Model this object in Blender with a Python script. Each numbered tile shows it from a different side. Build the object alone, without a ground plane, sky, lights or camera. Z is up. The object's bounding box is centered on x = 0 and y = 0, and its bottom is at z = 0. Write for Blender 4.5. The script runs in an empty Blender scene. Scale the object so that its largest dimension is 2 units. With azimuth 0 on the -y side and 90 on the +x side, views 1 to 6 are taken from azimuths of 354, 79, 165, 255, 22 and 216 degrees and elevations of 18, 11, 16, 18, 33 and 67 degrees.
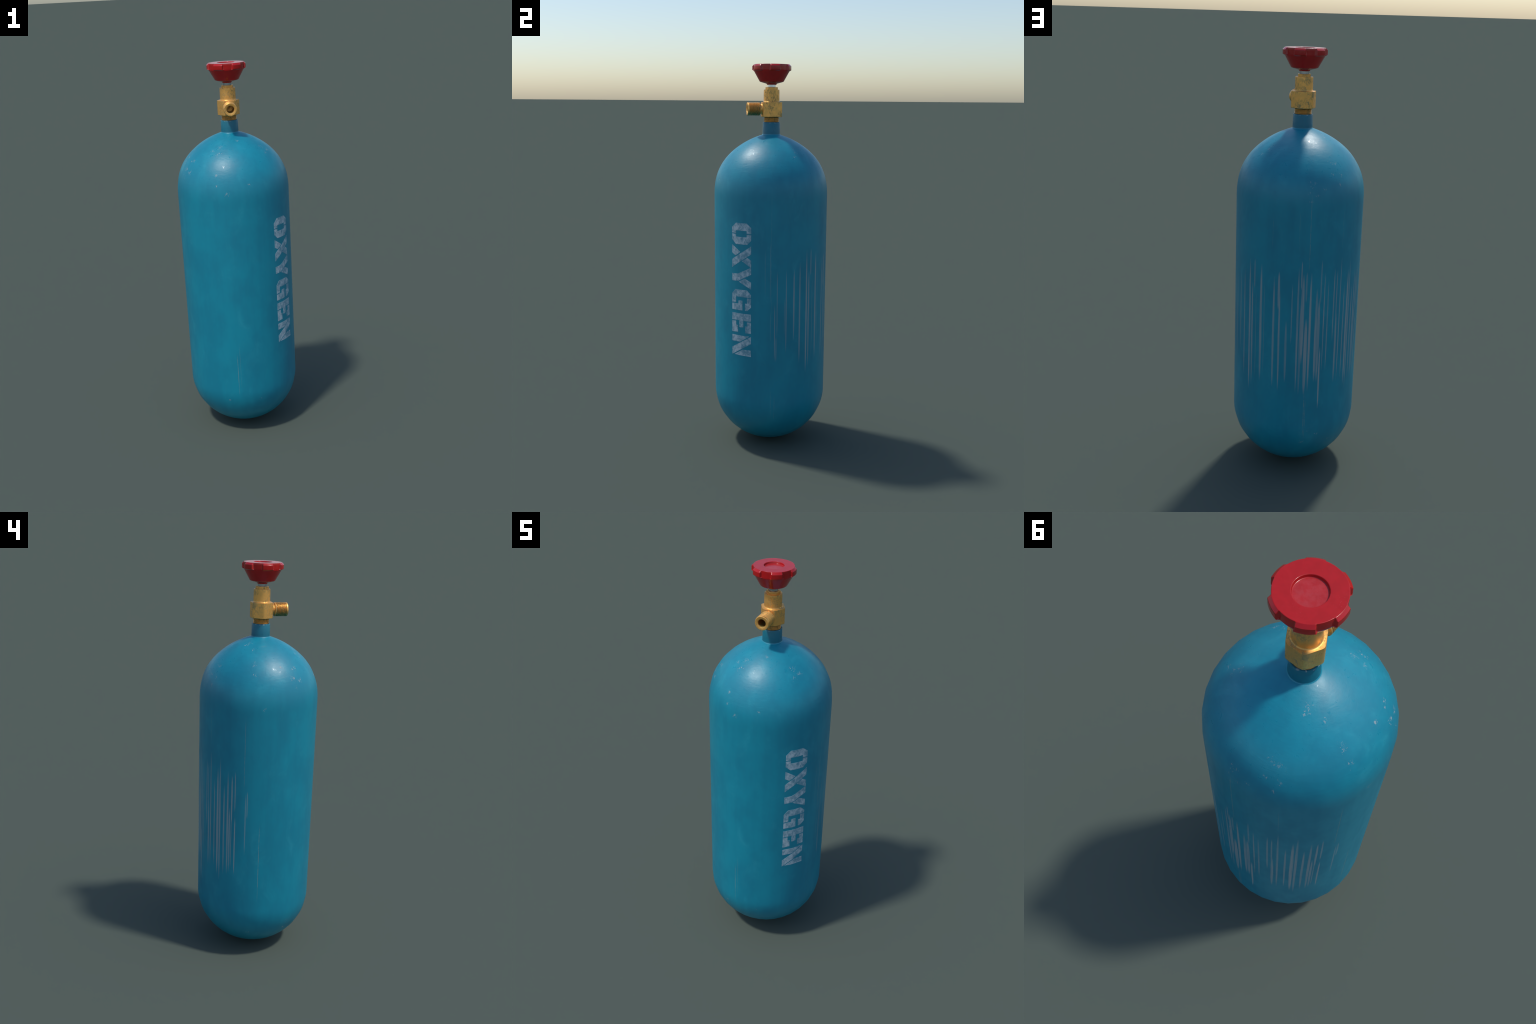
"""Weathered blue compressed-gas cylinder with a brass valve and a red hand wheel.

Frame: metres, z up, tank axis on the z axis, tank standing on z = 0, outlet towards -y.
"""
import bpy, bmesh
from math import pi, sin, cos, radians, hypot, atan2, floor
from mathutils import Vector

# --------------------------------------------------------------------------- sizes
SIDES = 32                      # the tank is a 32-sided turned shell, shaded smooth
PHASE = radians(3.0)
TANK_R = 0.2959                 # radius at the polygon corners
NECK_R = 0.0452

# --------------------------------------------------------------------------- helpers
def new_mesh_object(name, bm, parent=None, materials=(), smooth_angle=None):
    bmesh.ops.recalc_face_normals(bm, faces=bm.faces)
    me = bpy.data.meshes.new(name)
    bm.to_mesh(me)
    bm.free()
    ob = bpy.data.objects.new(name, me)
    bpy.context.scene.collection.objects.link(ob)
    for m in materials:
        me.materials.append(m)
    if smooth_angle is not None:
        me.polygons.foreach_set("use_smooth", [True] * len(me.polygons))
        me.set_sharp_from_angle(angle=radians(smooth_angle))
    if parent is not None:
        ob.parent = parent
    return ob


def weighted(ob):
    """Flat faces keep flat shading, rounded edges carry the bend."""
    w = ob.modifiers.new("weighted_normals", "WEIGHTED_NORMAL")
    w.keep_sharp = True
    return ob


def empty(name, parent=None):
    ob = bpy.data.objects.new(name, None)
    ob.empty_display_size = 0.1
    bpy.context.scene.collection.objects.link(ob)
    if parent is not None:
        ob.parent = parent
    return ob


def ring_loft(bm, rings, close_first=False, close_last=False):
    """Skin a list of equally long vertex-coordinate rings."""
    rows = [[bm.verts.new(p) for p in ring] for ring in rings]
    n = len(rows[0])
    for a, b in zip(rows, rows[1:]):
        for i in range(n):
            j = (i + 1) % n
            bm.faces.new((a[i], a[j], b[j], b[i]))
    if close_first:
        bm.faces.new(rows[0][::-1])
    if close_last:
        bm.faces.new(rows[-1])
    return rows


def turned(bm, profile, n, phase=0.0, close_first=False, close_last=False, frame=None):
    """Lathe a (radius, height) profile about z, or about another axis through frame()."""
    rings = []
    for r, z in profile:
        ring = []
        for i in range(n):
            a = phase + 2 * pi * i / n
            p = Vector((r * cos(a), r * sin(a), z))
            ring.append(frame(p) if frame else p)
        rings.append(ring)
    return ring_loft(bm, rings, close_first, close_last)


def rounded(profile, radius, steps=3):
    """Round the inner corners of a polyline profile with small fillets."""
    out = [profile[0]]
    for a, b, c in zip(profile, profile[1:], profile[2:]):
        va, vb, vc = Vector(a), Vector(b), Vector(c)
        d = min(radius, (va - vb).length * 0.45, (vc - vb).length * 0.45)
        p, q = vb + (va - vb).normalized() * d, vb + (vc - vb).normalized() * d
        for k in range(steps + 1):
            t = k / steps
            out.append(tuple(p * (1 - t) ** 2 + vb * 2 * t * (1 - t) + q * t * t))
    out.append(profile[-1])
    return out


# --------------------------------------------------------------------------- node helpers
class Nodes:
    def __init__(self, tree):
        self.t = tree

    def add(self, kind, **props):
        n = self.t.nodes.new(kind)
        for k, v in props.items():
            setattr(n, k, v)
        return n

    def link(self, a, b):
        self.t.links.new(a, b)

    def put(self, socket, value):
        if isinstance(value, bpy.types.NodeSocket):
            self.link(value, socket)
        elif value is not None:
            socket.default_value = value

    def math(self, op, a, b=None, c=None, clamp=False):
        n = self.add("ShaderNodeMath", operation=op, use_clamp=clamp)
        for s, v in zip(n.inputs, (a, b, c)):
            self.put(s, v)
        return n.outputs[0]

    def vmath(self, op, a, b=None, out=0):
        n = self.add("ShaderNodeVectorMath", operation=op)
        self.put(n.inputs[0], a)
        self.put(n.inputs[1], b)
        return n.outputs[out]

    def mix(self, fac, a, b, blend="MIX"):
        n = self.add("ShaderNodeMix", data_type="RGBA", blend_type=blend)
        self.put(n.inputs["Factor"], fac)
        for s, v in ((n.inputs[6], a), (n.inputs[7], b)):
            self.put(s, (*v, 1.0) if isinstance(v, tuple) and len(v) == 3 else v)
        return n.outputs[2]

    def remap(self, v, a, b, lo=0.0, hi=1.0, smooth=True):
        n = self.add("ShaderNodeMapRange", interpolation_type="SMOOTHSTEP" if smooth else "LINEAR")
        for s, x in zip(n.inputs, (v, a, b, lo, hi)):
            self.put(s, x)
        return n.outputs[0]

    def noise(self, vec, scale, detail=3.0, rough=0.5, stretch=None, distortion=0.0):
        if stretch:
            m = self.add("ShaderNodeMapping")
            self.put(m.inputs["Vector"], vec)
            m.inputs["Scale"].default_value = stretch
            vec = m.outputs[0]
        n = self.add("ShaderNodeTexNoise")
        self.put(n.inputs["Vector"], vec)
        n.inputs["Scale"].default_value = scale
        n.inputs["Detail"].default_value = detail
        n.inputs["Roughness"].default_value = rough
        n.inputs["Distortion"].default_value = distortion
        return n.outputs[0]

    def bump(self, height, strength, distance):
        n = self.add("ShaderNodeBump")
        n.inputs["Strength"].default_value = strength
        n.inputs["Distance"].default_value = distance
        self.put(n.inputs["Height"], height)
        return n.outputs[0]


def material(name):
    m = bpy.data.materials.new(name)
    m.use_nodes = True
    N = Nodes(m.node_tree)
    bsdf = m.node_tree.nodes["Principled BSDF"]
    coord = N.add("ShaderNodeTexCoord").outputs["Object"]
    return m, N, bsdf, coord


# --------------------------------------------------------------------------- wear layout
# Long vertical rub marks: azimuth (deg), upper end z, lower end z, half width (deg), strength
RUBS = [
    (-16.2, 1.093, 0.833, 0.25, 0.20), (-11.0, 1.138, 0.810, 0.30, 0.22), (-10.8, 0.773, 0.610, 0.30, 0.20),
    (-6.6, 0.810, 0.506, 0.45, 0.45), (-5.1, 0.642, 0.506, 0.45, 0.40), (-4.2, 0.980, 0.633, 0.45, 0.45),
    (3.1, 0.841, 0.631, 0.40, 0.25), (4.8, 0.987, 0.550, 0.60, 0.45), (12.9, 0.989, 0.610, 0.70, 0.75),
    (19.6, 1.020, 0.489, 0.80, 0.65), (27.6, 1.083, 0.431, 0.95, 0.85), (30.8, 0.970, 0.460, 0.90, 0.75),
    (33.4, 1.084, 0.940, 0.75, 0.55), (35.5, 0.930, 0.500, 0.35, 0.40), (40.9, 1.068, 0.490, 1.20, 0.80),
    (44.4, 0.987, 0.534, 0.40, 0.35), (53.8, 1.020, 0.479, 0.90, 0.85), (58.2, 1.044, 0.860, 1.00, 0.65),
    (59.3, 0.960, 0.463, 0.80, 0.80), (65.6, 0.815, 0.508, 0.95, 0.55), (70.3, 0.990, 0.700, 0.50, 0.50),
    (75.5, 1.071, 0.460, 0.80, 0.70), (78.0, 1.098, 0.960, 0.55, 0.65), (79.6, 1.039, 0.600, 1.45, 0.85),
    (78.3, 0.913, 0.450, 0.90, 0.55), (83.2, 0.830, 0.450, 1.45, 0.90), (82.6, 1.048, 0.900, 0.80, 0.45),
    (86.6, 1.045, 0.465, 0.95, 0.90), (92.2, 0.969, 0.511, 1.20, 0.80), (94.6, 0.926, 0.509, 1.20, 0.70),
    (95.7, 1.101, 0.890, 0.60, 0.65), (97.0, 0.690, 0.372, 0.70, 0.90), (99.4, 1.044, 0.560, 0.50, 0.75),
    (103.0, 1.012, 0.560, 0.55, 0.60), (109.2, 1.056, 0.700, 0.60, 0.65), (112.7, 0.850, 0.491, 0.95, 0.75),
    (112.2, 1.047, 0.780, 0.50, 0.60), (116.2, 1.106, 0.490, 0.70, 0.70), (121.5, 0.970, 0.501, 0.65, 0.65),
    (126.0, 1.035, 0.463, 1.15, 0.90), (128.8, 1.088, 0.430, 0.85, 0.70), (133.6, 0.955, 0.468, 0.80, 0.70),
    (137.8, 1.029, 0.475, 0.85, 0.75), (139.9, 0.842, 0.487, 0.75, 0.75), (141.8, 0.844, 0.510, 0.45, 0.55),
    (142.0, 1.009, 0.745, 0.70, 0.80), (145.3, 1.031, 0.819, 0.55, 0.65), (145.6, 0.797, 0.482, 0.60, 0.80),
    (155.8, 0.925, 0.595, 0.55, 0.40), (157.4, 0.936, 0.791, 0.60, 0.45),
]
# Hairline scratches: same columns
HAIRLINES = [
    (-100.3, 0.505, 0.258, 0.22, 0.75), (-97.6, 0.575, 0.300, 0.16, 0.30), (84.2, 1.405, 1.040, 0.30, 0.55),
    (83.9, 0.466, 0.230, 0.40, 0.55), (85.2, 0.450, 0.215, 0.25, 0.50), (169.9, 0.779, 0.331, 0.22, 0.80),
    (154.0, 1.320, 0.920, 0.24, 0.55), (-10.1, 1.405, 0.695, 0.22, 0.25), (74.8, 1.333, 1.127, 0.22, 0.30),
    (51.4, 1.308, 1.146, 0.22, 0.28), (116.0, 1.323, 1.141, 0.22, 0.30), (-6.5, 0.33, 0.18, 0.25, 0.30),
    (-10.3, 0.36, 0.20, 0.22, 0.30),
]
# Clusters of chipped paint: azimuth (deg), z, reach
CHIPS = [
    (25.4, 1.579, .016), (26.0, 1.562, .016), (21.3, 1.541, .014), (107.8, 1.523, .016), (112.3, 1.520, .014),
    (105.6, 1.477, .013), (114.6, 1.471, .012), (84.7, 1.445, .020), (85.4, 1.428, .012), (111.1, 1.433, .012),
    (82.1, 1.404, .012), (89.1, 1.390, .010), (95.5, 1.418, .012), (84.7, 1.367, .012), (135.1, 1.623, .014),
    (130.6, 1.616, .014), (150.2, 1.600, .012), (-114.5, 1.590, .014), (-111.0, 1.567, .012), (-115.2, 1.559, .012),
    (-125.4, 1.574, .014), (-149.6, 1.524, .012), (-154.4, 1.524, .012), (-149.4, 1.470, .018), (-157.1, 1.484, .018),
    (-155.9, 1.442, .014), (-169.3, 1.533, .012), (159.0, 1.540, .016), (160.3, 1.500, .018), (157.8, 1.554, .012),
    (-78.1, 1.614, .010), (-35.8, 1.575, .018), (-29.3, 1.555, .016), (-38.8, 1.545, .014), (-77.3, 1.417, .012),
    (-100.7, 1.377, .015), (-111.0, 1.416, .012), (-112.3, 1.471, .010), (106.2, 1.477, .012), (170.7, 1.350, .012),
    (-155.1, 0.201, .020), (161.1, 0.143, .013), (-155.2, 0.152, .014), (83.9, 0.203, .017), (89.1, 0.263, .010),
    (97.5, 0.242, .012), (113.4, 0.190, .014), (-77.4, 0.230, .012), (-111.3, 0.232, .010),
]

# --------------------------------------------------------------------------- blue paint
PAINT_A = (0.0060, 0.246, 0.338)
PAINT_B = (0.0042, 0.202, 0.292)
RUB_GREY = (0.325, 0.362, 0.372)
CHIP_GREY = (0.38, 0.40, 0.40)


def rub_group():
    """acc' = max(acc, strength * lens-shaped vertical mark)"""
    g = bpy.data.node_groups.new("rub_mark", "ShaderNodeTree")
    for nm in ("acc", "azimuth", "height", "azimuth_gain", "azimuth_shift", "height_gain", "height_shift", "strength"):
        g.interface.new_socket(nm, in_out="INPUT", socket_type="NodeSocketFloat")
    g.interface.new_socket("acc", in_out="OUTPUT", socket_type="NodeSocketFloat")
    N = Nodes(g)
    i, o = N.add("NodeGroupInput"), N.add("NodeGroupOutput")
    across = N.math("ABSOLUTE", N.math("MULTIPLY_ADD", i.outputs[1], i.outputs[3], i.outputs[4]))
    along = N.math("MULTIPLY_ADD", i.outputs[2], i.outputs[5], i.outputs[6])
    left = N.math("MAXIMUM", N.math("MULTIPLY_ADD", N.math("MULTIPLY", along, along), -1.0, 1.0), 0.0)
    width = N.math("MULTIPLY_ADD", left, 0.55, 0.55)              # thins towards both ends
    inside = N.math("MULTIPLY", N.math("SUBTRACT", width, across), 2.4, clamp=True)
    ends = N.math("MULTIPLY", left, 2.2, clamp=True)
    m = N.math("MULTIPLY", N.math("MULTIPLY", inside, ends), i.outputs[7])
    N.link(N.math("MAXIMUM", i.outputs[0], m), o.inputs[0])
    return g


def paint_material(name, worn):
    m, N, bsdf, coord = material(name)
    xyz = N.add("ShaderNodeSeparateXYZ")
    N.link(coord, xyz.inputs[0])
    x, y, z = xyz.outputs
    azimuth = N.math("MULTIPLY", N.math("ARCTAN2", y, x), 180 / pi)

    blotch = N.noise(coord, 7.0, 5, 0.6, stretch=(1, 1, 0.55))
    brushed = N.noise(coord, 26.0, 3, 0.55, stretch=(1, 1, 0.05))
    fine = N.noise(coord, 45.0, 4, 0.65)
    tone = N.math("ADD", N.math("MULTIPLY", blotch, 0.75), N.math("MULTIPLY", brushed, 0.25))
    col = N.mix(N.remap(tone, 0.36, 0.64), PAINT_A, PAINT_B)
    # chalky paler smears
    smear = N.remap(N.noise(coord, 11.0, 6, 0.68, stretch=(1, 1, 0.6), distortion=0.6), 0.52, 0.76)
    col = N.mix(N.math("MULTIPLY", smear, 0.36), col, (0.030, 0.33, 0.42))
    rough = N.remap(tone, 0.3, 0.7, 0.38, 0.47)
    # the neck is a darker blue than the tank
    col = N.mix(N.remap(z, 1.6450, 1.6475), col, N.mix(0.62, col, (0.0045, 0.085, 0.125)))
    # burnished nicks that flash in the sun
    nick = N.remap(N.noise(coord, 62.0, 3, 0.6, stretch=(1, 1, 0.7), distortion=0.7), 0.62, 0.68)
    nick = N.math("MULTIPLY", nick, N.remap(z, 1.38, 1.46))
    rough = N.math("SUBTRACT", rough, N.math("MULTIPLY", nick, 0.16))

    if worn:
        g = rub_group()
        # the marks wander sideways a little and are streaky along their length
        wander = N.math("MULTIPLY_ADD", N.noise(coord, 9.0, 2, 0.5, stretch=(0.6, 0.6, 0.6)), 0.5, -0.25)
        az = N.math("ADD", azimuth, wander)
        acc = 0.0
        for a, top, low, half, strength in RUBS:
            n = N.add("ShaderNodeGroup", node_tree=g)
            N.put(n.inputs[0], acc)
            N.link(az, n.inputs[1])
            N.link(z, n.inputs[2])
            half *= 1.12
            n.inputs[3].default_value = 1 / half
            n.inputs[4].default_value = -a / half
            n.inputs[5].default_value = 2 / (top - low)
            n.inputs[6].default_value = -(top + low) / (top - low)
            n.inputs[7].default_value = strength
            acc = n.outputs[0]
        streak = N.remap(N.noise(coord, 130.0, 3, 0.6, stretch=(1, 1, 0.025)), 0.34, 0.58, 0.55, 1.0)
        col = N.mix(N.math("MULTIPLY", N.math("MULTIPLY", acc, streak), 0.98), col, RUB_GREY)
        hair = 0.0
        for a, top, low, half, strength in HAIRLINES:
            n = N.add("ShaderNodeGroup", node_tree=g)
            N.put(n.inputs[0], hair)
            N.link(azimuth, n.inputs[1])
            N.link(z, n.inputs[2])
            n.inputs[3].default_value = 1 / half
            n.inputs[4].default_value = -a / half
            n.inputs[5].default_value = 2 / (top - low)
            n.inputs[6].default_value = -(top + low) / (top - low)
            n.inputs[7].default_value = strength
            hair = n.outputs[0]
        broken = N.remap(N.noise(coord, 30.0, 3, 0.7), 0.38, 0.55, 0.25, 1.0)
        col = N.mix(N.math("MULTIPLY", hair, broken), col, (0.20, 0.29, 0.28))

        # chipped spots: ragged noise confined to the listed clusters, plus a thin scatter on the domes
        near = 0.0
        for a, cz, reach in CHIPS:
            r = shell_radius(cz)
            c = Vector((r * cos(radians(a)), r * sin(radians(a)), cz))
            d = N.vmath("DISTANCE", coord, tuple(c), out=1)
            near = N.math("MAXIMUM", near, N.math("MULTIPLY_ADD", d, -1 / (1.45 * reach), 1.0))
        ragged = N.noise(coord, 150.0, 5, 0.70, stretch=(1, 1, 0.42), distortion=0.8)
        near = N.math("MAXIMUM", near, 0.0)
        chips = N.remap(N.math("MULTIPLY_ADD", near, 0.17, ragged), 0.655, 0.735)
        chips = N.math("MULTIPLY", chips, N.remap(near, 0.0, 0.3))
        zone = N.math("MAXIMUM",
                      N.math("MULTIPLY", N.remap(z, 1.33, 1.42), N.remap(z, 1.64, 1.56)),
                      N.math("MULTIPLY", N.remap(z, 0.30, 0.22), N.remap(z, 0.10, 0.16)))
        patchy = N.remap(N.noise(coord, 9.0, 2, 0.5), 0.50, 0.62)
        scatter = N.remap(N.noise(coord, 110.0, 3, 0.6, stretch=(1, 1, 0.5)), 0.745, 0.775)
        scatter = N.math("MULTIPLY", N.math("MULTIPLY", scatter, zone), patchy)
        chips = N.math("MAXIMUM", chips, N.math("MULTIPLY", scatter, 0.45))
        # lip of the neck is rubbed bare
        lip = N.math("MULTIPLY", N.remap(z, 1.7005, 1.7065),
                     N.remap(N.noise(coord, 75.0, 3, 0.6), 0.54, 0.62))
        chips = N.math("MAXIMUM", chips, lip)
        col = N.mix(N.math("MULTIPLY", chips, 0.58), col, CHIP_GREY)
        rough = N.math("ADD", rough, N.math("MULTIPLY", chips, 0.15))
        # a paler edge where the neck meets the dome
        seam = N.math("SUBTRACT", 1.0, N.math("MULTIPLY", N.math("ABSOLUTE", N.math("SUBTRACT", z, 1.6450)), 400.0), clamp=True)
        col = N.mix(N.math("MULTIPLY", seam, 0.25), col, (0.06, 0.33, 0.44))

    swirl = N.noise(coord, 16.0, 5, 0.65, stretch=(1, 1, 3.5), distortion=0.5)
    dome = N.remap(z, 1.36, 1.45)
    h = N.math("ADD", N.math("MULTIPLY", N.math("MULTIPLY", nick, dome), 0.02), N.math("MULTIPLY", swirl, N.math("MULTIPLY_ADD", dome, 0.8, 0.2)))
    h = N.math("ADD", h, N.math("MULTIPLY", fine, 0.3))
    N.link(N.bump(h, 0.19, 0.004), bsdf.inputs["Normal"])
    N.link(col, bsdf.inputs["Base Color"])
    N.link(rough, bsdf.inputs["Roughness"])
    bsdf.inputs["Specular IOR Level"].default_value = 0.5
    return m


def letter_material():
    m, N, bsdf, coord = material("worn_white_lettering")
    a = N.noise(coord, 62.0, 6, 0.68, stretch=(1, 1, 0.8), distortion=0.4)
    b = N.noise(coord, 14.0, 3, 0.5)
    wear = N.remap(N.math("ADD", N.math("MULTIPLY", a, 0.75), N.math("MULTIPLY", b, 0.25)), 0.38, 0.62)
    col = N.mix(wear, (0.120, 0.280, 0.360), (0.440, 0.540, 0.590))
    N.link(col, bsdf.inputs["Base Color"])
    bsdf.inputs["Roughness"].default_value = 0.55
    return m


def brass_material(name, verdigris):
    m, N, bsdf, coord = material(name)
    xyz = N.add("ShaderNodeSeparateXYZ")
    N.link(coord, xyz.inputs[0])
    x, y, z = xyz.outputs
    tone = N.noise(coord, 30.0, 4, 0.6)
    col = N.mix(N.remap(tone, 0.35, 0.65), (0.98, 0.495, 0.125), (0.86, 0.455, 0.120))
    # dark tarnish in streaky patches
    patch = N.remap(N.noise(coord, 22.0, 3, 0.55), 0.40, 0.56)
    speck = N.remap(N.noise(coord, 140.0, 5, 0.72, stretch=(1, 1, 0.5)), 0.46, 0.58)
    tarnish = N.math("MULTIPLY", patch, speck)
    # greenish copper salts, mostly on the sides turned from the weather (+y) and under the outlet
    back = N.remap(y, 0.015, 0.055)
    green = N.math("MULTIPLY", N.math("MULTIPLY", back, N.remap(N.noise(coord, 33.0, 5, 0.7, distortion=0.5), 0.50, 0.57)), 0.60)
    tarnish = N.math("MULTIPLY", tarnish, N.remap(y, 0.0, 0.045, 1.0, 0.55))
    col = N.mix(N.math("MULTIPLY", tarnish, 0.65), col, (0.200, 0.160, 0.060))
    col = N.mix(green, col, (0.085, 0.150, 0.095))
    metal = N.math("SUBTRACT", 1.0, N.math("MAXIMUM", N.math("MULTIPLY", tarnish, 0.6), N.math("MULTIPLY", green, 0.9)))
    metal = N.math("MULTIPLY", metal, 0.74)
    if verdigris:
        drop = N.math("SUBTRACT", z, OUT_Z)
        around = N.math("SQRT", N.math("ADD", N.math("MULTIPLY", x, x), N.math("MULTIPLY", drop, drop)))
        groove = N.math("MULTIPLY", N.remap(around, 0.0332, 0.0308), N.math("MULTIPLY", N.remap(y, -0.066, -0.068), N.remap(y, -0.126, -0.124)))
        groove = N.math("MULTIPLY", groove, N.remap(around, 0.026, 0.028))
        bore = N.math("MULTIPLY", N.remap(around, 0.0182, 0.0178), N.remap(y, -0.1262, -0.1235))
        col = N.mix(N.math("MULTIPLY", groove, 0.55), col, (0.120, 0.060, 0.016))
        col = N.mix(N.math("MULTIPLY", bore, 0.8), col, (0.280, 0.085, 0.018))  # bore tinted red-brown for the dim light bouncing between its walls
        crust = N.math("MULTIPLY", N.remap(z, 1.772, 1.746), N.remap(N.noise(coord, 90.0, 4, 0.6), 0.35, 0.55, 0.35, 1.0))
        crust = N.math("MULTIPLY", crust, N.math("MULTIPLY", N.remap(y, -0.052, -0.066), N.remap(y, -0.1275, -0.1245)))
        col = N.mix(crust, col, (0.055, 0.175, 0.065))
        metal = N.math("MULTIPLY", metal, N.math("SUBTRACT", 1.0, crust))
    else:
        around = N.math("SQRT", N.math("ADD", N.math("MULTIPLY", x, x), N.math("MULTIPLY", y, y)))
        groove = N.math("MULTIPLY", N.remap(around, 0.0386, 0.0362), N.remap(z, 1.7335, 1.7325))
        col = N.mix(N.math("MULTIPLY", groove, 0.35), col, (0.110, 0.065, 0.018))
        root = N.math("MULTIPLY", N.remap(z, 1.728, 1.7335), N.remap(z, 1.738, 1.7355))
        root = N.math("MULTIPLY", root, N.remap(N.noise(coord, 60.0, 3), 0.4, 0.55, 0.2, 0.8))
        col = N.mix(root, col, (0.06, 0.13, 0.055))
        metal = N.math("MULTIPLY", metal, N.math("SUBTRACT", 1.0, root))
    N.link(col, bsdf.inputs["Base Color"])
    N.link(metal, bsdf.inputs["Metallic"])
    N.link(N.math("ADD", N.remap(tone, 0.3, 0.7, 0.34, 0.46), N.math("MULTIPLY", tarnish, 0.2)), bsdf.inputs["Roughness"])
    N.link(N.bump(N.math("SUBTRACT", N.noise(coord, 160.0, 4, 0.6), tarnish), 0.18, 0.0007), bsdf.inputs["Normal"])
    return m


def red_material():
    m, N, bsdf, coord = material("red_enamel")
    n = N.noise(coord, 40.0, 4, 0.6)
    col = N.mix(N.remap(n, 0.35, 0.65), (0.43, 0.0075, 0.0085), (0.39, 0.0060, 0.0065))
    dust = N.math("MULTIPLY", N.remap(N.noise(coord, 170.0, 3, 0.7), 0.58, 0.72), N.remap(N.noise(coord, 22.0, 2), 0.5, 0.7))
    col = N.mix(N.math("MULTIPLY", dust, 0.25), col, (0.48, 0.10, 0.11))
    # dust settled in the recessed cap
    radial = N.vmath("LENGTH", N.vmath("MULTIPLY", coord, (1.0, 1.0, 0.0)), out=1)
    cap = N.math("MULTIPLY", N.remap(radial, 0.0445, 0.040), N.remap(N.noise(coord, 75.0, 4, 0.65), 0.3, 0.7, 0.08, 0.22))
    col = N.mix(cap, col, (0.48, 0.12, 0.13))
    N.link(col, bsdf.inputs["Base Color"])
    N.link(N.remap(N.noise(coord, 60.0, 4, 0.6), 0.3, 0.7, 0.17, 0.25), bsdf.inputs["Roughness"])
    N.link(N.bump(N.noise(coord, 120.0, 3), 0.06, 0.001), bsdf.inputs["Normal"])
    return m


def steel_material():
    m, N, bsdf, coord = material("polished_steel")
    n = N.noise(coord, 80.0, 3, 0.5, stretch=(1, 1, 6))
    N.link(N.mix(n, (0.50, 0.54, 0.60), (0.60, 0.63, 0.68)), bsdf.inputs["Base Color"])
    bsdf.inputs["Metallic"].default_value = 1.0
    bsdf.inputs["Roughness"].default_value = 0.18
    return m


# --------------------------------------------------------------------------- tank
TOP_Z, TOP_H, BASE_Z = 1.3265, 0.3262, 0.2868


def dome_top(t):
    return TANK_R * cos(t) ** (2 / 1.4474), TOP_Z + TOP_H * sin(t) ** (2 / 2.4997)


def dome_base(t):
    return (TANK_R - 0.0015) * cos(t) ** (2 / 1.90), BASE_Z - BASE_Z * sin(t)


def shell_radius(z):
    """Tank radius at height z (used to seat the paint chips)."""
    if BASE_Z <= z <= TOP_Z:
        return TANK_R
    lo, hi = 0.0, pi / 2
    for _ in range(40):
        mid = (lo + hi) / 2
        above = dome_top(mid)[1] < z if z > TOP_Z else dome_base(mid)[1] > z
        lo, hi = (mid, hi) if above else (lo, mid)
    return (dome_top if z > TOP_Z else dome_base)(lo)[0]


def facet_radius(theta, r=TANK_R):
    step = 2 * pi / SIDES
    return r * cos(step / 2) / cos(((theta - PHASE) % step) - step / 2)


def build_tank(parent, paint):
    prof = []
    for k in range(29, 0, -1):
        prof.append(dome_base(pi / 2 * k / 30))
    prof.append((TANK_R - 0.0015, BASE_Z))
    for k in range(1, 6):
        prof.append((TANK_R - 0.0015 * (1 - k / 6), BASE_Z + (TOP_Z - BASE_Z) * k / 6))
    prof.append((TANK_R, TOP_Z))
    for k in range(1, 61):
        r, z = dome_top(pi / 2 * (k / 64) ** 1.25)
        if r < 0.043:
            break
        prof.append((r, z))
    bm = bmesh.new()
    rows = turned(bm, prof, SIDES, PHASE)
    pole = bm.verts.new((0, 0, 0))
    for i in range(SIDES):
        bm.faces.new((pole, rows[0][(i + 1) % SIDES], rows[0][i]))
    bm.faces.new(rows[-1])
    return new_mesh_object("tank", bm, parent, [paint], 40)


def build_neck(parent, paint):
    prof = [(0.0415, 1.630), (0.0500, 1.6370), (0.0493, 1.6424), (0.0473, 1.6442), (0.0461, 1.6465), (0.0456, 1.6520),
            (NECK_R - 0.0003, 1.7060), (NECK_R - 0.0014, 1.7082), (0.0405, 1.7082), (0.0405, 1.690), (0.0, 1.690)]
    prof = [(max(r, 1e-4), z) for r, z in prof]
    bm = bmesh.new()
    turned(bm, prof, 48, 0, True, True)
    return new_mesh_object("neck", bm, parent, [paint], 50)


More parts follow.
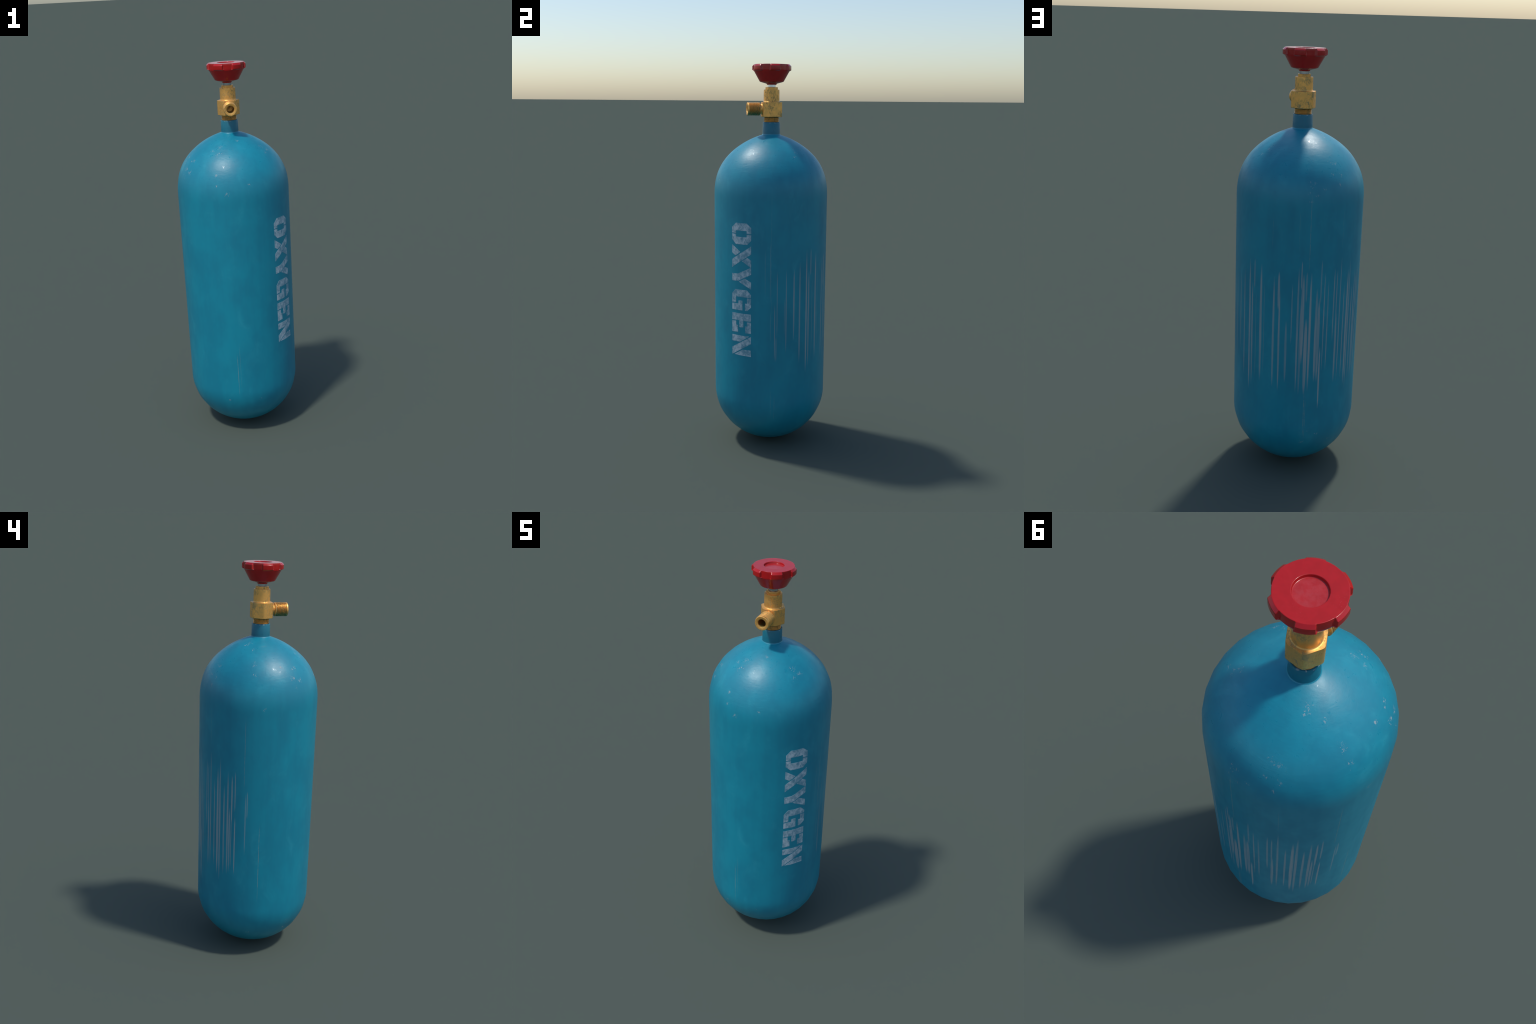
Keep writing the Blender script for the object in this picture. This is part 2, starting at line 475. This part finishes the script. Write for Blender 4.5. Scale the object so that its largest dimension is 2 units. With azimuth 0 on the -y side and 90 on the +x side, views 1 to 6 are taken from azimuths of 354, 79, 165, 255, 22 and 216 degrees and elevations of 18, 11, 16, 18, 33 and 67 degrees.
# --------------------------------------------------------------------------- lettering
# Stencil letters on a flat drawing sheet: u runs down the tank (reading direction), v from the
# foot of the letters (left, 0) to their head (right, 1). Each letter is a few straight-edged islands.
TEXT_TOP, TEXT_FOOT, TEXT_HEAD = 1.2156, -0.2678, -0.1556
LETTERS = {
    "O": (0.0000, 0.1074, [
        [(.0228, 0), (.0516, 0), (.0516, .22), (.0378, .22), (.0378, .78), (.0514, .78), (.0514, 1), (.0215, 1), (0, .78), (0, .22)],
        [(.0567, 0), (.0852, 0), (.1072, .21), (.1072, .81), (.0851, 1), (.0562, 1), (.0562, .78), (.0699, .78), (.0705, .22), (.0567, .22)],
    ]),
    "X": (0.1123, 0.1160, [
        [(0, 0), (.0335, .46), (.0542, .206), (.0418, 0)],
        [(.0018, 1), (.0419, 1), (.1159, 0), (.0751, 0)],
        [(.0612, .812), (.0735, 1), (.1114, 1), (.0803, .542)],
    ]),
    "Y": (0.2237, 0.1105, [
        [(.0367, 0), (.0358, .315), (0, .965), (0, 1), (.0343, 1), (.0727, .33), (.0741, 0)],
        [(.0570, .69), (.0748, 1), (.1105, 1), (.0757, .38)],
    ]),
    "G": (0.3410, 0.1072, [
        [(0, .19), (0, .80), (.0220, 1), (.0371, 1), (.0371, .22), (.0675, .22), (.0692, 0), (.0225, 0)],
        [(.0417, 1), (.0869, 1), (.1069, .81), (.1069, .70), (.0691, .70), (.0697, .80), (.0417, .80)],
        [(.0739, 0), (.0727, .35), (.0567, .35), (.0562, .568), (.1063, .568), (.1070, 0)],
    ]),
    "E": (0.4645, 0.1010, [
        [(.0010, 0), (0, 1), (.0366, 1), (.0375, .614), (.0719, .614), (.0730, .412), (.0366, .412), (.0375, 0)],
        [(.0429, 0), (.0419, .223), (.0629, .223), (.0637, .328), (.0997, .328), (.1013, 0)],
        [(.0430, .80), (.0419, 1), (.1001, 1), (.1006, .71), (.0649, .71), (.0652, .80)],
    ]),
    "N": (0.5813, 0.1062, [
        [(.0003, 0), (0, .91), (.0327, .446), (.0336, 0)],
        [(.0002, 1), (.0380, 1), (.1062, 0), (.0678, 0)],
        [(.0733, .583), (.0731, 1), (.1062, 1), (.1042, .125)],
    ]),
}


def build_lettering(parent, mat):
    holder = empty("lettering", parent)
    for key, (start, _, islands) in LETTERS.items():
        bm = bmesh.new()
        for isl in islands:
            pts = [(TEXT_FOOT + v * (TEXT_HEAD - TEXT_FOOT), TEXT_TOP - start - u) for u, v in isl]
            bm.faces.new([bm.verts.new((s, z, 0)) for s, z in pts])
        bm.normal_update()
        bmesh.ops.triangulate(bm, faces=bm.faces[:])
        # cut the sheet along the tank's facet borders and a few lines between
        step = 2 * pi / SIDES
        for k in range(-60, 61):
            s = (PHASE + step * k / 3) * 0.2945
            if TEXT_FOOT < s < TEXT_HEAD:
                bmesh.ops.bisect_plane(bm, geom=bm.verts[:] + bm.edges[:] + bm.faces[:], dist=1e-7,
                                       plane_co=(s, 0, 0), plane_no=(1, 0, 0))
        bmesh.ops.remove_doubles(bm, verts=bm.verts[:], dist=1e-6)
        # extrude to a thin coat of paint and wrap it round the shell
        base = bm.faces[:]
        res = bmesh.ops.extrude_face_region(bm, geom=base)
        top = {v for v in res["geom"] if isinstance(v, bmesh.types.BMVert)}
        for v in bm.verts:
            th = v.co.x / 0.2945
            z = v.co.y
            skin = TANK_R - 0.0015 * (TOP_Z - z) / (TOP_Z - BASE_Z)
            r = facet_radius(th, skin) + (0.0007 if v in top else -0.0006)
            v.co = Vector((r * cos(th), r * sin(th), z))
        ob = new_mesh_object("letter", bm, holder, [mat], 30)
        me = ob.data
        # the coat follows the smooth shading of the shell underneath
        normals = []
        for p in me.polygons:
            flat = Vector((p.center.x, p.center.y, 0)).normalized()
            for li in p.loop_indices:
                co = me.vertices[me.loops[li].vertex_index].co
                if p.normal.dot(flat) > 0.8:
                    normals.append(Vector((co.x, co.y, 0)).normalized())
                else:
                    normals.append(p.normal.copy())
        me.normals_split_custom_set(normals)
    return holder


# --------------------------------------------------------------------------- brass valve
OUT_Z = 1.7748


def build_valve(parent, brass, brass_outlet):
    valve = empty("valve", parent)

    # hexagonal body whose corners are turned down to a cylinder, coved up into the round bonnet
    apothem, turn = 0.0517, 0.0575
    n = 96

    def hex_r(a):
        d = ((a + pi / 6) % (pi / 3)) - pi / 6          # flats at 30 + 60k, corners at 60k
        d = abs(d)
        # distance from nearest corner direction -> nearest flat is pi/6 away
        flat = apothem / cos(pi / 6 - d)
        k = 40.0                                          # soft minimum rounds the turned corner
        return min(flat, turn) - 0.0008 * max(0.0, 1 - abs(flat - turn) / 0.002)

    levels = [(0.0375, 1.7345, 0), (None, 1.7350, -0.0012), (None, 1.7362, 0.0), (None, 1.8080, 0.0), (None, 1.8098, -0.0010)]
    rings = []
    for r, z, inset in levels:
        rings.append([Vector(((hex_r(2 * pi * i / n) + inset if r is None else r) * cos(2 * pi * i / n),
                              (hex_r(2 * pi * i / n) + inset if r is None else r) * sin(2 * pi * i / n), z)) for i in range(n)])
    bonnet = [(0.0448, 1.8104), (0.0425, 1.8118), (0.0413, 1.8142), (0.0408, 1.8180), (0.0405, 1.8600), (0.0403, 1.8712),
              (0.0398, 1.8728), (0.0384, 1.8734), (0.0355, 1.8734), (0.0345, 1.8722), (0.0250, 1.8722)]
    for r, z in bonnet:
        rings.append([Vector((r * cos(2 * pi * i / n), r * sin(2 * pi * i / n), z)) for i in range(n)])
    bm = bmesh.new()
    ring_loft(bm, rings, True, True)
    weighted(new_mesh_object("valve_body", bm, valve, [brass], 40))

    # packing nut on the bonnet
    bm = bmesh.new()
    hexagon = [(0.0322 - 0.0012, 1.8710), (0.0322, 1.8716), (0.0322, 1.8845), (0.0310, 1.8858), (0.0250, 1.8860), (0.0240, 1.8845), (0.0195, 1.8845)]
    turned(bm, hexagon, 6, radians(16), True, True)
    nut = new_mesh_object("packing_nut", bm, valve, [brass], 30)
    b = nut.modifiers.new("soft_edges", "BEVEL")
    b.width, b.segments, b.limit_method = 0.0016, 3, "ANGLE"
    b.angle_limit = radians(35)

    # tapered inlet thread between body and neck: helical V ridges
    bm = bmesh.new()
    prof = [(0.0200, 1.7360), (0.0372, 1.7356), (0.0368, 1.7320)]
    pitch, z = 0.0059, 1.7312
    while z > 1.7090:
        prof += [(0.0350, z), (0.0388, z - 0.0017), (0.0393, z - 0.0024), (0.0393, z - 0.0034), (0.0388, z - 0.0041), (0.0350, z - 0.0056)]
        z -= pitch
    prof += [(0.0385, 1.7060), (0.0380, 1.7000), (0.0200, 1.6990)]
    turned(bm, prof, 64, 0, True, True)
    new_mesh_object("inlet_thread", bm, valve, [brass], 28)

    # side outlet: waisted root, threaded barrel, deep bore; axis along -y
    def aim(p):
        return Vector((p.x, -p.z, OUT_Z + p.y))
    barrel = [(0.0290, 0.0440), (0.0290, 0.0505), (0.0272, 0.0530), (0.0256, 0.0555), (0.0254, 0.0600), (0.0268, 0.0612), (0.0325, 0.0630),
              (0.0336, 0.0645), (0.0338, 0.0665)]
    d, pitch = 0.0680, 0.00585
    while d + pitch < 0.1255:
        barrel += [(0.0339, d), (0.0302, d + 0.0022), (0.0302, d + 0.0027), (0.0339, d + 0.0048)]
        d += pitch
    barrel += [(0.0336, 0.1250), (0.0328, 0.1272), (0.0312, 0.1282), (0.0222, 0.1282), (0.0196, 0.1270), (0.0182, 0.1240),
               (0.0178, 0.1200), (0.0176, 0.0100), (0.0160, 0.0040), (0.0010, 0.0020)]
    bm = bmesh.new()
    turned(bm, barrel, 64, 0, True, True, frame=aim)
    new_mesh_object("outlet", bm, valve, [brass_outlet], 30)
    return valve


# --------------------------------------------------------------------------- hand wheel
def build_hand_wheel(parent, red):
    # two meridian profiles, on a grip lobe and in the notch between lobes
    lobe = [(0.0895, 2.0000), (0.0912, 2.0000), (0.0920, 1.9996), (0.0926, 1.9989), (0.0996, 1.9922), (0.1004, 1.9911), (0.1007, 1.9896),
            (0.1007, 1.9718), (0.0997, 1.9698), (0.0922, 1.9660), (0.0900, 1.9640)]
    notch = [(0.0895, 2.0000), (0.0900, 2.0000), (0.0909, 1.9996), (0.0914, 1.9989), (0.0916, 1.9922), (0.0916, 1.9911), (0.0916, 1.9896),
             (0.0914, 1.9718), (0.0912, 1.9698), (0.0906, 1.9660), (0.0899, 1.9640)]
    spread = [0, 0, 0, 0, 0, 0, 0, 0.6, 2.0, 3.0, 3.5]        # lobes splay out at the foot (deg)
    half = 15.0
    # azimuth stations across one 60 degree period
    offs = [0, 4, 8, 11, 12.6, 13.4, 13.9, 14.4, 15, 15.6, 16.1, 16.6, 17.4, 19, 21, 24, 27, 30]
    stations = sorted({o for o in offs} | {-o for o in offs if o < 30})
    rings = []

    def lobe_weight(off, j):
        a = abs(off) - half - spread[j]
        t = min(1.0, max(0.0, (1.6 - a) / 3.2))
        return t * t * (3 - 2 * t)

    angles = [(60 * k + o, o) for k in range(6) for o in stations]
    # recessed cap on top, from the centre outwards
    for r, z in [(0.0004, 1.9910), (0.0418, 1.9910), (0.0434, 1.9913), (0.0444, 1.9924), (0.0452, 1.9984), (0.0458, 1.9996), (0.0466, 2.0), (0.0480, 2.0)]:
        rings.append([Vector((r * cos(radians(a)), r * sin(radians(a)), z)) for a, _ in angles])
    for j, ((rl, zl), (rn, zn)) in enumerate(zip(lobe, notch)):
        ring = []
        for a, o in angles:
            w = lobe_weight(o, j)
            r = rn + (rl - rn) * w
            ring.append(Vector((r * cos(radians(a)), r * sin(radians(a)), zn + (zl - zn) * w)))
        rings.append(ring)
    under = rounded([(0.0899, 1.9640), (0.0612, 1.9125), (0.0270, 1.9030), (0.0242, 1.8985), (0.0238, 1.8974), (0.0150, 1.8974)], 0.0035)
    for r, z in under[1:]:
        rings.append([Vector((r * cos(radians(a)), r * sin(radians(a)), z)) for a, _ in angles])
    bm = bmesh.new()
    ring_loft(bm, rings, True, True)
    return weighted(new_mesh_object("hand_wheel", bm, parent, [red], 40))


def build_stem(parent, steel):
    bm = bmesh.new()
    turned(bm, [(0.0210, 1.880), (0.0210, 1.8880), (0.0208, 1.8990)], 48, 0, True, True)
    return new_mesh_object("stem", bm, parent, [steel], 40)


# --------------------------------------------------------------------------- assembly
def main():
    thing = empty("gas_cylinder")
    thing["label"] = "weathered blue oxygen tank with brass valve and red hand wheel"
    thing["category"] = "gas cylinder"
    paint = paint_material("weathered_blue_paint", True)
    build_tank(thing, paint)
    build_neck(thing, paint)
    build_lettering(thing, letter_material())
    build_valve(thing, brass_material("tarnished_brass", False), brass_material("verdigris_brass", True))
    build_stem(thing, steel_material())
    build_hand_wheel(thing, red_material())


main()
